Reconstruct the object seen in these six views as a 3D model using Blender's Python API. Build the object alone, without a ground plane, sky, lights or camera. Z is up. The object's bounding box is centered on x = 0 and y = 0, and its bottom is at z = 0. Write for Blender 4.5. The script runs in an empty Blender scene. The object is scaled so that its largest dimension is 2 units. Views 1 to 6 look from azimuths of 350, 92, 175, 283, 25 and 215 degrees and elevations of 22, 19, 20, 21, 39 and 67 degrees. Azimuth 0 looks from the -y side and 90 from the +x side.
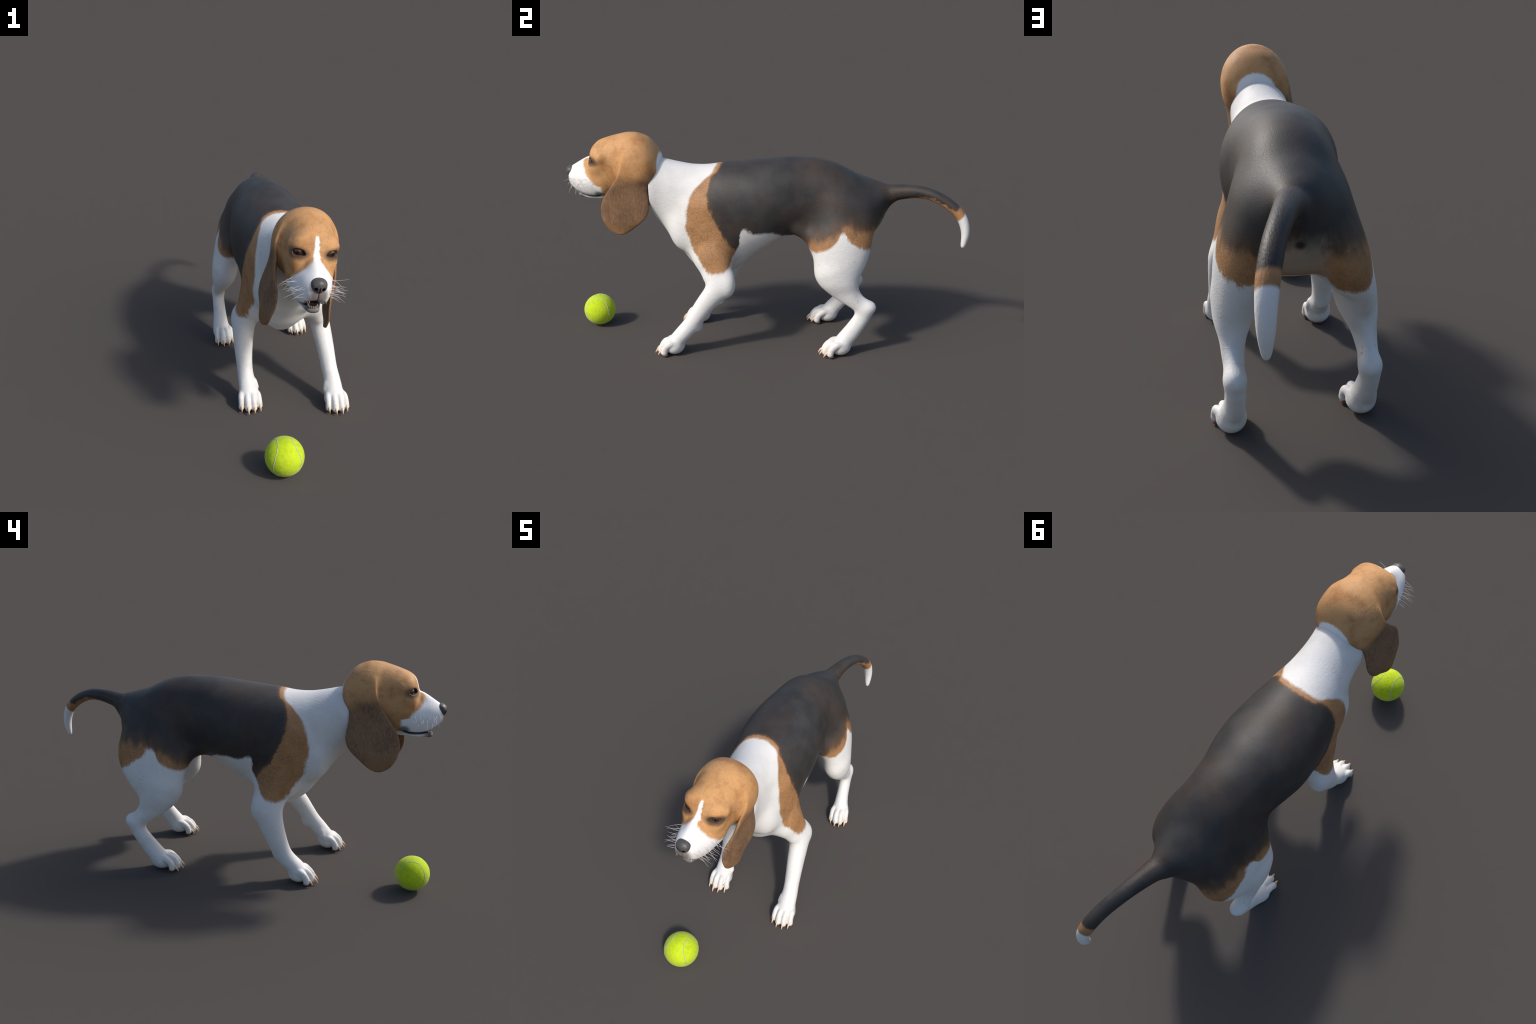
# A standing scent hound with a tri-colour coat, looking ahead, and a tennis ball.
# The dog's body and its head are built as implicit surfaces (lofted elliptical
# sections blended together), polygonised, and split into anatomical parts.
import bpy, math, random
import numpy as np
from mathutils import Vector, Matrix

random.seed(7)
RNG = np.random.default_rng(7)
F32 = np.float32

# ------------------------------------------------------------------ fields
class Field:
    """Scalar field on a regular grid; negative inside."""
    def __init__(self, lo, hi, h):
        self.lo = np.array(lo, float); self.h = h
        self.n = np.ceil((np.array(hi) - self.lo) / h).astype(int) + 1
        self.ax = [(self.lo[i] + h * np.arange(self.n[i])).astype(F32) for i in range(3)]
        self.D = np.full(self.n, 1.0, F32)
        self.L = np.zeros(self.n, np.int8)      # which part is nearest

    def box(self, lo, hi):
        a = np.clip(np.floor((np.array(lo) - self.lo) / self.h).astype(int), 0, self.n)
        b = np.clip(np.ceil((np.array(hi) - self.lo) / self.h).astype(int) + 1, 0, self.n)
        return tuple(slice(int(i), int(j)) for i, j in zip(a, b))

    def mesh(self, s):
        return (self.ax[0][s[0]][:, None, None], self.ax[1][s[1]][None, :, None],
                self.ax[2][s[2]][None, None, :])

    def add(self, shape, k=0.03, label=0):
        lo, hi = shape.bounds(); pad = k + 9 * self.h
        s = self.box(lo - pad, hi + pad)
        if any(q.stop <= q.start for q in s): return
        d = shape.eval(self, s, pad)
        m = d < self.D[s]
        self.D[s] = smin(self.D[s], d, k)
        self.L[s][m] = label

    def cut(self, shape, k=0.01):
        lo, hi = shape.bounds(); pad = k + 9 * self.h
        s = self.box(lo - pad, hi + pad)
        d = shape.eval(self, s, pad)
        self.D[s] = -smin(-self.D[s], d, k)

def smin(a, b, k):
    if k <= 0: return np.minimum(a, b)
    h = np.maximum(k - np.abs(a - b), 0) / k
    return np.minimum(a, b) - h * h * k * 0.25

def soften(A, r, rounds=2):
    """Blur a field with repeated box filters of radius r cells."""
    for _ in range(rounds):
        for ax in range(3):
            P = np.pad(A, [(r + 1, r) if i == ax else (0, 0) for i in range(3)], mode='edge')
            C = np.cumsum(P, axis=ax, dtype=np.float64)
            m = A.shape[ax]
            A = ((np.take(C, range(2 * r + 1, 2 * r + 1 + m), ax) - np.take(C, range(0, m), ax)) / (2 * r + 1)).astype(F32)
    return A

def spline(keys, n):
    """Catmull-Rom through rows of keys, n steps per span."""
    K = np.array(keys, float)
    if len(K) == 2:
        t = np.linspace(0, 1, n + 1)[:, None]; return K[0] * (1 - t) + K[1] * t
    P = np.vstack([2 * K[0] - K[1], K, 2 * K[-1] - K[-2]])
    out = []
    for i in range(1, len(P) - 2):
        for j in range(n):
            t = j / n; a, b, c, d = P[i - 1], P[i], P[i + 1], P[i + 2]
            out.append(0.5 * (2 * b + (c - a) * t + (2 * a - 5 * b + 4 * c - d) * t * t
                              + (3 * b - a - 3 * c + d) * t ** 3))
    out.append(K[-1]); return np.array(out)

def unit(v):
    v = np.asarray(v, float); return v / (np.linalg.norm(v) + 1e-12)

class Sweep:
    """Tube through keys (x, y, z, ra[, rb[, rb_minus]]): elliptical section with
    half-width ra along `side` and rb / rb_minus across it."""
    def __init__(self, keys, side=(1, 0, 0), n=4, cap=None):
        rows = []
        for r in keys:
            r = list(r)
            while len(r) < 6: r.append(r[-1])
            rows.append(r)
        self.S = spline(rows, n); self.S[:, 3:] = np.maximum(self.S[:, 3:], 1e-3)
        side = np.array(side, float)            # one direction, or one per key
        self.side = spline(side, n) if side.ndim == 2 else np.tile(side, (len(self.S), 1))
        self.cap = cap
    def bounds(self):
        r = self.S[:, 3:].max(1)[:, None]
        return (self.S[:, :3] - r).min(0), (self.S[:, :3] + r).max(0)
    def eval(self, F, s, pad):
        lo = np.array([F.ax[i][s[i]][0] for i in range(3)])
        d = np.full([q.stop - q.start for q in s], 1.0, F32)
        for A, B, side in zip(self.S[:-1], self.S[1:], (self.side[:-1] + self.side[1:]) / 2):
            a, b = A[:3], B[:3]; r = max(A[3:].max(), B[3:].max()) + pad
            q = F.box(np.minimum(a, b) - r, np.maximum(a, b) + r)
            q = tuple(slice(max(u.start, v.start), min(u.stop, v.stop)) for u, v in zip(q, s))
            if any(u.stop <= u.start for u in q): continue
            X, Y, Z = F.mesh(q)
            T = b - a; L = np.linalg.norm(T); T = T / L
            U = unit(side - T * (side @ T)); V = np.cross(U, T)
            if V[2] < -0.2 or (abs(V[2]) <= 0.2 and V[1] > 0): V = -V
            X = X - F32(a[0]); Y = Y - F32(a[1]); Z = Z - F32(a[2])
            w = X * F32(T[0]) + Y * F32(T[1]) + Z * F32(T[2])
            t = np.clip(w / F32(L), 0, 1)
            u = X * F32(U[0]) + Y * F32(U[1]) + Z * F32(U[2])
            v = X * F32(V[0]) + Y * F32(V[1]) + Z * F32(V[2])
            w = w - t * F32(L)
            ra = F32(A[3]) + t * F32(B[3] - A[3])
            rp = F32(A[4]) + t * F32(B[4] - A[4]); rm = F32(A[5]) + t * F32(B[5] - A[5])
            rb = np.where(v > 0, rp, rm)
            rc = self.cap if self.cap else np.minimum(ra, rb)
            d[tuple(slice(x.start - y.start, x.stop - y.start) for x, y in zip(q, s))] = np.minimum(
                d[tuple(slice(x.start - y.start, x.stop - y.start) for x, y in zip(q, s))],
                ell(u / ra, v / rb, w / rc, ra, rb, rc))
        return d

def ell(u, v, w, ra, rb, rc):
    k0 = np.sqrt(u * u + v * v + w * w) + F32(1e-6)
    k1 = np.sqrt((u / ra) ** 2 + (v / rb) ** 2 + (w / rc) ** 2) + F32(1e-6)
    return (k0 * (k0 - 1) / k1).astype(F32)

class Ball:
    """Ellipsoid with radii along three axes (rot: 3x3, rows are the axes)."""
    def __init__(self, c, r, rot=None):
        self.c = np.array(c, float); self.r = np.array(r, float) * np.ones(3)
        self.R = np.eye(3) if rot is None else np.array(rot, float)
    def bounds(self):
        m = self.r.max(); return self.c - m, self.c + m
    def eval(self, F, s, pad):
        X, Y, Z = F.mesh(s); X = X - F32(self.c[0]); Y = Y - F32(self.c[1]); Z = Z - F32(self.c[2])
        q = [(X * F32(a[0]) + Y * F32(a[1]) + Z * F32(a[2])) / F32(r) for a, r in zip(self.R, self.r)]
        return ell(q[0], q[1], q[2], *[F32(x) for x in self.r])

class Slices:
    """Trunk made of upright cross-sections: rows (y, cx, cz, half_width, up, down, egg);
    egg narrows the section toward its keel."""
    def __init__(self, rows, n=6, p=2.0):
        self.S = spline(rows, n); self.p = p; self.S[:, 3:6] = np.maximum(self.S[:, 3:6], 2e-3)
    def bounds(self):
        S = self.S
        return (np.array([(S[:, 1] - S[:, 3]).min(), S[:, 0].min(), (S[:, 2] - S[:, 5]).min()]),
                np.array([(S[:, 1] + S[:, 3]).max(), S[:, 0].max(), (S[:, 2] + S[:, 4]).max()]))
    def eval(self, F, s, pad):
        X, Y, Z = F.mesh(s); y = F.ax[1][s[1]]
        g = lambda i: np.interp(y, self.S[:, 0], self.S[:, i]).astype(F32)[None, :, None]
        x = X - g(1); z = Z - g(2); hw, up, dn, egg = g(3), g(4), g(5), g(6)
        rb = np.where(z > 0, up, dn)
        ra = hw * (1 - egg * np.clip(-z / dn, 0, 1) ** 2)
        p = F32(self.p)
        k0 = (np.abs(x / ra) ** p + np.abs(z / rb) ** p) ** (1 / p) + F32(1e-6)
        k1 = np.sqrt((x / ra ** 2) ** 2 + (z / rb ** 2) ** 2) + F32(1e-6)
        d = k0 * (k0 - 1) / k1
        over = np.maximum(F32(self.S[0, 0]) - Y, Y - F32(self.S[-1, 0]))
        return np.maximum(d, over).astype(F32)

class Flap:
    """Hanging flap made of level cross-sections: rows (z, x, y, half thickness,
    half breadth along y, slant of the section); side is +1 or -1."""
    def __init__(self, rows, side, n=6):
        self.S = spline(sorted(rows), n); self.side = side
        self.S[:, 3:5] = np.maximum(self.S[:, 3:5], 2e-3)
    def bounds(self):
        S = self.S; x = S[:, 1] * self.side
        return (np.array([x.min() - 0.03, (S[:, 2] - S[:, 4]).min(), S[0, 0]]), np.array([x.max() + 0.03, (S[:, 2] + S[:, 4]).max(), S[-1, 0]]))
    def eval(self, F, s, pad):
        X, Y, Z = F.mesh(s); z = F.ax[2][s[2]]
        g = lambda i: np.interp(z, self.S[:, 0], self.S[:, i]).astype(F32)[None, None, :]
        q = Y - g(2); th = g(3); br = g(4)
        p = X * F32(self.side) - g(1) + g(5) * q + F32(0.5) * q * q                    # cupped round the head
        p = p + F32(0.003) * np.sin(q * 48 + Z * 26) * np.clip(-Z * 8, 0, 1)            # soft folds
        k0 = (np.abs(p / th) ** F32(2.6) + np.abs(q / br) ** F32(2.6)) ** F32(1 / 2.6) + F32(1e-6)
        k1 = np.sqrt((p / th ** 2) ** 2 + (q / br ** 2) ** 2) + F32(1e-6)
        d = np.minimum(k0 * (k0 - 1) / k1, F32(0.3))
        return np.maximum(d, np.maximum(F32(self.S[0, 0]) - Z, Z - F32(self.S[-1, 0]))).astype(F32)

# ------------------------------------------------------------ polygonising
def polygonise(F, relax=3):
    """Surface nets, then relaxing and projecting back on the zero level."""
    D = F.D; h = F.h; n = D.shape
    neg = D < 0
    cnt = np.zeros([m - 1 for m in n], np.int8)
    for i in (0, 1):
        for j in (0, 1):
            for k in (0, 1):
                cnt += neg[i:n[0] - 1 + i, j:n[1] - 1 + j, k:n[2] - 1 + k]
    cells = np.argwhere((cnt > 0) & (cnt < 8))
    idx = np.full(cnt.shape, -1, np.int32); idx[tuple(cells.T)] = np.arange(len(cells))
    acc = np.zeros((len(cells), 3)); num = np.zeros(len(cells))
    c8 = [(i, j, k) for i in (0, 1) for j in (0, 1) for k in (0, 1)]
    for a in c8:
        for ax in range(3):
            if a[ax]: continue
            b = list(a); b[ax] = 1
            da = D[tuple((cells + a).T)]; db = D[tuple((cells + b).T)]
            m = (da < 0) != (db < 0)
            t = np.where(m, da / np.where(m, da - db, 1), 0)
            p = np.array(a) + np.zeros((len(cells), 3)); p[:, ax] += t
            acc += p * m[:, None]; num += m
    V = F.lo + h * (cells + acc / num[:, None])
    faces = []
    for ax in range(3):
        o1, o2 = [(1, 2), (2, 0), (0, 1)][ax]
        sl = [slice(1, -1)] * 3; sl[ax] = slice(0, -1)
        sh = [slice(1, -1)] * 3; sh[ax] = slice(1, None)
        A = neg[tuple(sl)]; B = neg[tuple(sh)]
        e = np.argwhere(A != B)
        base = e + 1; base[:, ax] = e[:, ax]
        fl = A[tuple(e.T)]
        q = []
        for d1, d2 in ((-1, -1), (0, -1), (0, 0), (-1, 0)):
            c = base.copy(); c[:, o1] += d1; c[:, o2] += d2
            q.append(idx[tuple(c.T)])
        q = np.stack(q, 1); q[~fl] = q[~fl][:, ::-1]
        faces.append(q)
    Q = np.vstack(faces)
    E = np.vstack([Q[:, [i, (i + 1) % 4]] for i in range(4)])
    for it in range(relax):
        s = np.zeros_like(V); m = np.zeros(len(V))
        for c in range(3): s[:, c] = np.bincount(E[:, 0], V[E[:, 1], c], len(V))
        m = np.bincount(E[:, 0], minlength=len(V))
        V = 0.4 * V + 0.6 * s / m[:, None]
        for _ in range(2):
            d, g = sample(F, V)
            V = V - g * (d / np.maximum((g * g).sum(1), 0.05))[:, None] * 0.9
    N = sample(F, V)[1]
    return V, Q, N / (np.linalg.norm(N, axis=1, keepdims=True) + 1e-9)

def trilinear(F, A, V):
    p = (V - F.lo) / F.h; i = np.clip(np.floor(p).astype(int), 0, np.array(F.n) - 2); f = p - i
    out = 0
    for a in (0, 1):
        for b in (0, 1):
            for c in (0, 1):
                w = (f[:, 0] if a else 1 - f[:, 0]) * (f[:, 1] if b else 1 - f[:, 1]) * (f[:, 2] if c else 1 - f[:, 2])
                out = out + w * A[i[:, 0] + a, i[:, 1] + b, i[:, 2] + c]
    return out

def sample(F, V):
    d = trilinear(F, F.D, V); g = []
    for ax in range(3):
        o = np.zeros(3); o[ax] = F.h
        g.append((trilinear(F, F.D, V + o) - trilinear(F, F.D, V - o)) / (2 * F.h))
    return d, np.stack(g, 1)

def mesh_object(name, V, Q, mat, parent=None, N=None, smooth=True):
    me = bpy.data.meshes.new(name)
    me.from_pydata([tuple(v) for v in V], [], [tuple(int(i) for i in q) for q in Q])
    if smooth: me.polygons.foreach_set("use_smooth", [True] * len(me.polygons))
    me.update()
    if N is not None: me.normals_split_custom_set_from_vertices([tuple(n) for n in N])
    me.materials.append(mat)
    ob = bpy.data.objects.new(name, me); bpy.context.collection.objects.link(ob)
    if parent is not None: ob.parent = parent
    return ob

def split_parts(V, Q, N, lab, names, mats, parent):
    out = {}
    for k, nm in names.items():
        sel = Q[lab == k]
        if not len(sel): continue
        u, inv = np.unique(sel, return_inverse=True)
        out[k] = mesh_object(nm, V[u], inv.reshape(-1, 4), mats[k], parent, N[u])
    return out

def clean_labels(Q, lab, nv, rounds=6):
    """Majority vote between neighbouring faces, so that part borders are clean."""
    for _ in range(rounds):
        votes = np.zeros((nv, lab.max() + 1), F32)
        for c in range(4): np.add.at(votes, (Q[:, c], lab), 1)
        lab = votes[Q].sum(1).argmax(1)
    return lab

# --------------------------------------------------------------- materials
class Nodes:
    """Small helper for writing node graphs as expressions."""
    def __init__(self, name):
        self.m = bpy.data.materials.new(name); self.m.use_nodes = True
        self.t = self.m.node_tree; self.t.nodes.clear()
        self.out = self.t.nodes.new("ShaderNodeOutputMaterial")
        self.tc = self.t.nodes.new("ShaderNodeTexCoord")
        sp = self.t.nodes.new("ShaderNodeSeparateXYZ"); self.t.links.new(self.tc.outputs["Object"], sp.inputs[0])
        self.P = self.tc.outputs["Object"]; self.x, self.y, self.z = sp.outputs
    def link(self, a, sock):
        if isinstance(a, bpy.types.NodeSocket): self.t.links.new(a, sock)
        elif isinstance(a, (tuple, list)) and sock.type == 'RGBA': sock.default_value = (*a, 1) if len(a) == 3 else a
        else: sock.default_value = a
    def math(self, op, a, b=0.0, c=None, clamp=False):
        n = self.t.nodes.new("ShaderNodeMath"); n.operation = op; n.use_clamp = clamp
        self.link(a, n.inputs[0]); self.link(b, n.inputs[1])
        if c is not None: self.link(c, n.inputs[2])
        return n.outputs[0]
    def add(self, a, b): return self.math('ADD', a, b)
    def sub(self, a, b): return self.math('SUBTRACT', a, b)
    def mul(self, a, b): return self.math('MULTIPLY', a, b)
    def min(self, a, b): return self.math('MINIMUM', a, b)
    def max(self, a, b): return self.math('MAXIMUM', a, b)
    def absol(self, a): return self.math('ABSOLUTE', a)
    def step(self, v, lo, hi):
        n = self.t.nodes.new("ShaderNodeMapRange"); n.interpolation_type = 'SMOOTHSTEP'
        self.link(v, n.inputs[0]); n.inputs[1].default_value = lo; n.inputs[2].default_value = hi
        return n.outputs[0]
    def curve(self, v, pts):
        """Smooth function through (in, out) control points, both within -2..2."""
        n = self.t.nodes.new("ShaderNodeFloatCurve"); m = n.mapping; m.use_clip = False
        c = m.curves[0]; lo = min(p[0] for p in pts); hi = max(p[0] for p in pts)
        nv = self.math('DIVIDE', self.sub(v, lo), hi - lo, clamp=True)
        while len(c.points) < len(pts): c.points.new(0.5, 0.5)
        vals = sorted(((p[0] - lo) / (hi - lo), p[1]) for p in pts)
        olo = min(p[1] for p in pts); ohi = max(p[1] for p in pts); sc = (ohi - olo) or 1.0
        for q, (a, b) in zip(c.points, vals): q.location = (a, (b - olo) / sc)
        m.update(); self.link(nv, n.inputs["Value"])
        return self.add(self.mul(n.outputs[0], sc), olo)
    def blob(self, c, r):
        """Distance from an ellipsoid's centre in units of its radii."""
        s = 0.0
        for v, a, b in zip((self.x, self.y, self.z), c, r):
            if b is None: continue
            q = self.math('POWER', self.math('DIVIDE', self.absol(self.sub(v, a)), b), 2.0)
            s = q if s == 0.0 else self.add(s, q)
        return self.math('SQRT', s)
    def noise(self, scale, detail=3, rough=0.55, stretch=None, rot=(0, 0, 0), vec=None, warp=0.0):
        n = self.t.nodes.new("ShaderNodeTexNoise"); n.inputs["Scale"].default_value = scale
        n.inputs["Detail"].default_value = detail; n.inputs["Roughness"].default_value = rough
        src = vec or self.P
        if stretch:
            mp = self.t.nodes.new("ShaderNodeMapping"); mp.inputs["Scale"].default_value = stretch
            mp.inputs["Rotation"].default_value = rot
            self.t.links.new(src, mp.inputs[0]); src = mp.outputs[0]
        n.inputs["Distortion"].default_value = warp
        self.t.links.new(src, n.inputs["Vector"]); return n.outputs["Fac"]
    def mix(self, f, a, b, mode='MIX'):
        n = self.t.nodes.new("ShaderNodeMix"); n.data_type = 'RGBA'; n.blend_type = mode
        self.link(f, n.inputs[0]); self.link(a, n.inputs[6]); self.link(b, n.inputs[7]); return n.outputs[2]
    def ramp(self, f, stops):
        n = self.t.nodes.new("ShaderNodeValToRGB"); e = n.color_ramp.elements
        while len(e) < len(stops): e.new(0.5)
        for q, (p, c) in zip(e, stops): q.position = p; q.color = (*c, 1)
        self.link(f, n.inputs[0]); return n.outputs[0]
    def finish(self, color, rough=0.6, spec=0.4, bump=None, bump_strength=0.3, bump_dist=0.002, **kw):
        b = self.t.nodes.new("ShaderNodeBsdfPrincipled")
        self.link(color, b.inputs["Base Color"]); self.link(rough, b.inputs["Roughness"])
        self.link(spec, b.inputs["Specular IOR Level"])
        for k, v in kw.items(): self.link(v, b.inputs[k.replace("_", " ")])
        if bump is not None:
            n = self.t.nodes.new("ShaderNodeBump"); n.inputs["Strength"].default_value = bump_strength
            n.inputs["Distance"].default_value = bump_dist
            self.link(bump, n.inputs["Height"]); self.t.links.new(n.outputs[0], b.inputs["Normal"])
        self.t.links.new(b.outputs[0], self.out.inputs[0]); return self.m

WHITE = (0.74, 0.73, 0.715); TAN = (0.40, 0.205, 0.088); TAN_DARK = (0.27, 0.135, 0.055)
BLACK = (0.030, 0.029, 0.029); BROWN_BLACK = (0.05, 0.03, 0.02)

def coat_material():
    g = Nodes("tricolour_coat")
    # ragged hair-tip edges: coordinates shaken at the scale of locks and of hairs
    big = g.sub(g.noise(9, 2), 0.5); lock = g.sub(g.noise(1, 2, stretch=(60, 60, 26)), 0.5)
    hair = g.sub(g.noise(1, 2, stretch=(420, 420, 130), rot=(0.5, 0, 0)), 0.5)
    wob = g.add(g.add(g.mul(big, 0.035), g.mul(lock, 0.022)), g.mul(hair, 0.024))
    y = g.add(g.y, wob); z = g.add(g.z, g.mul(wob, 0.9))
    # coat map of one flank (same on both): where the colours change
    front = g.curve(z, [(0.36, -0.21), (0.42, -0.27), (0.47, -0.305), (0.56, -0.355), (0.66, -0.375),
                        (0.76, -0.362), (0.85, -0.30), (0.90, -0.245), (0.95, -0.225)])
    saddle = g.curve(z, [(0.36, -0.12), (0.50, -0.135), (0.56, -0.165), (0.64, -0.21), (0.72, -0.25),
                         (0.80, -0.268), (0.87, -0.252), (0.90, -0.220), (0.95, -0.200)])
    hem = g.curve(y, [(-0.36, 0.44), (-0.30, 0.425), (-0.20, 0.425), (-0.15, 0.49), (-0.115, 0.555), (-0.095, 0.635),
                      (-0.04, 0.612), (0.02, 0.615), (0.10, 0.585), (0.17, 0.555), (0.24, 0.535), (0.30, 0.55),
                      (0.345, 0.585), (0.375, 0.625), (0.405, 0.60), (0.46, 0.565), (0.50, 0.545), (0.54, 0.51), (0.60, 0.49)])
    dark_hem = g.curve(y, [(-0.20, 0.55), (-0.12, 0.55), (-0.09, 0.60), (0.0, 0.585), (0.15, 0.55), (0.22, 0.595),
                           (0.30, 0.640), (0.38, 0.675), (0.46, 0.680), (0.60, 0.67)])
    coloured = g.mul(g.step(g.sub(y, front), -0.009, 0.009), g.step(g.sub(z, hem), -0.010, 0.010))
    z = g.add(z, g.mul(g.sub(g.noise(1, 3, stretch=(16, 22, 7)), 0.5), 0.12))
    dark = g.mul(g.step(g.sub(y, saddle), -0.012, 0.014),
                 g.step(g.sub(z, dark_hem), -0.085, 0.055))
    # pale patch under the tail
    rear = g.mul(g.step(g.y, 0.48, 0.55), g.step(g.add(g.absol(g.add(g.x, 0.01)), g.mul(lock, 0.08)), 0.10, 0.03))
    rear = g.mul(rear, g.step(g.add(g.z, g.mul(lock, 0.05)), 0.71, 0.62))
    # surface hair grain
    n1 = g.noise(1, 3, stretch=(420, 110, 260), rot=(0.45, 0, 0)); n2 = g.noise(14, 4); n3 = g.noise(5, 3)
    tan = g.mix(g.step(n2, 0.35, 0.75), TAN, TAN_DARK)
    tan = g.mix(g.mul(g.step(n1, 0.45, 0.70), 0.6), tan, (0.52, 0.29, 0.135))
    tan = g.mix(g.mul(g.step(n1, 0.45, 0.30), 0.55), tan, (0.22, 0.10, 0.04))
    rust = g.mul(g.mul(g.step(n3, 0.42, 0.66), g.step(n1, 0.40, 0.66)), 0.8)
    blk = g.mix(rust, g.mix(g.step(n2, 0.3, 0.7), BLACK, (0.044, 0.042, 0.041)), (0.075, 0.042, 0.024))
    wht = g.mix(g.mul(g.step(n2, 0.42, 0.75), 0.6), WHITE, (0.64, 0.625, 0.60))
    wht = g.mix(g.mul(g.step(n1, 0.46, 0.30), 0.35), wht, (0.58, 0.565, 0.545))
    # scuffs and stains on the legs
    spots = 0.0
    for cy, cz, r in ((0.425, 0.495, 0.026), (0.455, 0.28, 0.024), (0.268, 0.485, 0.016), (-0.30, 0.33, 0.02)):
        q = g.step(g.blob((0, cy, cz), (None, r, r)), 1.0, 0.6)
        spots = q if spots == 0.0 else g.max(spots, q)
    stain = g.mul(g.step(g.noise(70, 3, 0.6), 0.56, 0.66), spots)
    wht = g.mix(g.mul(stain, 0.55), wht, (0.42, 0.30, 0.22))
    toes = g.mul(g.mul(g.step(g.z, 0.085, 0.05), g.step(g.noise(45, 2), 0.45, 0.62)), 0.35)
    wht = g.mix(toes, wht, (0.60, 0.50, 0.38))
    c = g.mix(coloured, wht, g.mix(dark, g.mix(g.step(dark, 0.0, 0.5), tan, (0.14, 0.075, 0.038)), blk))
    c = g.mix(g.mul(rear, 0.75), c, (0.40, 0.35, 0.28))
    spot = g.mul(g.step(g.add(g.blob((-0.005, 0.588, 0.668), (0.015, 0.05, 0.013)), lock), 1.5, 0.4), 0.9)
    c = g.mix(spot, c, (0.012, 0.010, 0.010))
    rough = g.add(0.54, g.mul(g.sub(n1, 0.5), 0.2))
    return g.finish(c, rough, 0.35, bump=g.add(g.mul(n1, 0.6), g.mul(g.noise(1, 2, stretch=(120, 42, 85), rot=(0.7, 0, 0), warp=1.2), g.sub(1.2, g.mul(dark, 1.0)))),
                    bump_strength=0.4, bump_dist=0.0022)

def tail_material():
    g = Nodes("tail_coat")
    lock = g.sub(g.noise(1, 2, stretch=(60, 26, 60)), 0.5)
    y = g.add(g.y, g.mul(lock, 0.03)); z = g.add(g.z, g.mul(lock, 0.03))
    n1 = g.noise(1, 3, stretch=(210, 80, 90)); n2 = g.noise(14, 4); n3 = g.noise(5, 3)
    rust = g.mul(g.mul(g.step(n3, 0.42, 0.66), g.step(n1, 0.40, 0.66)), 0.8)
    blk = g.mix(rust, g.mix(g.step(n2, 0.3, 0.7), BLACK, (0.044, 0.042, 0.041)), (0.085, 0.042, 0.02))
    tan = g.mix(g.step(n2, 0.35, 0.75), TAN, TAN_DARK)
    along = g.sub(g.y, g.mul(g.sub(z, 0.72), 0.9))          # grows toward the tip
    under = g.curve(y, [(0.58, 0.60), (0.66, 0.740), (0.72, 0.777), (0.80, 0.782), (0.86, 0.760), (0.92, 0.728), (0.96, 0.71)])
    below = g.step(g.sub(under, z), -0.006, 0.008)
    below = g.mul(below, g.step(y, 0.64, 0.70))
    band = g.step(g.add(along, g.mul(lock, 0.03)), 0.905, 0.925)
    tip = g.step(g.add(along, g.mul(lock, 0.03)), 0.962, 0.978)
    c = g.mix(g.max(below, band), blk, tan)
    c = g.mix(tip, c, WHITE)
    return g.finish(c, 0.5, 0.35, bump=g.add(n1, g.mul(n2, 0.5)), bump_strength=0.45, bump_dist=0.003)

EYE = (0.062, -0.812, 0.003)   # head frame: origin at pivot height, z measured from it
PIVOT = np.array([0.014, -0.65, 0.95])

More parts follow.
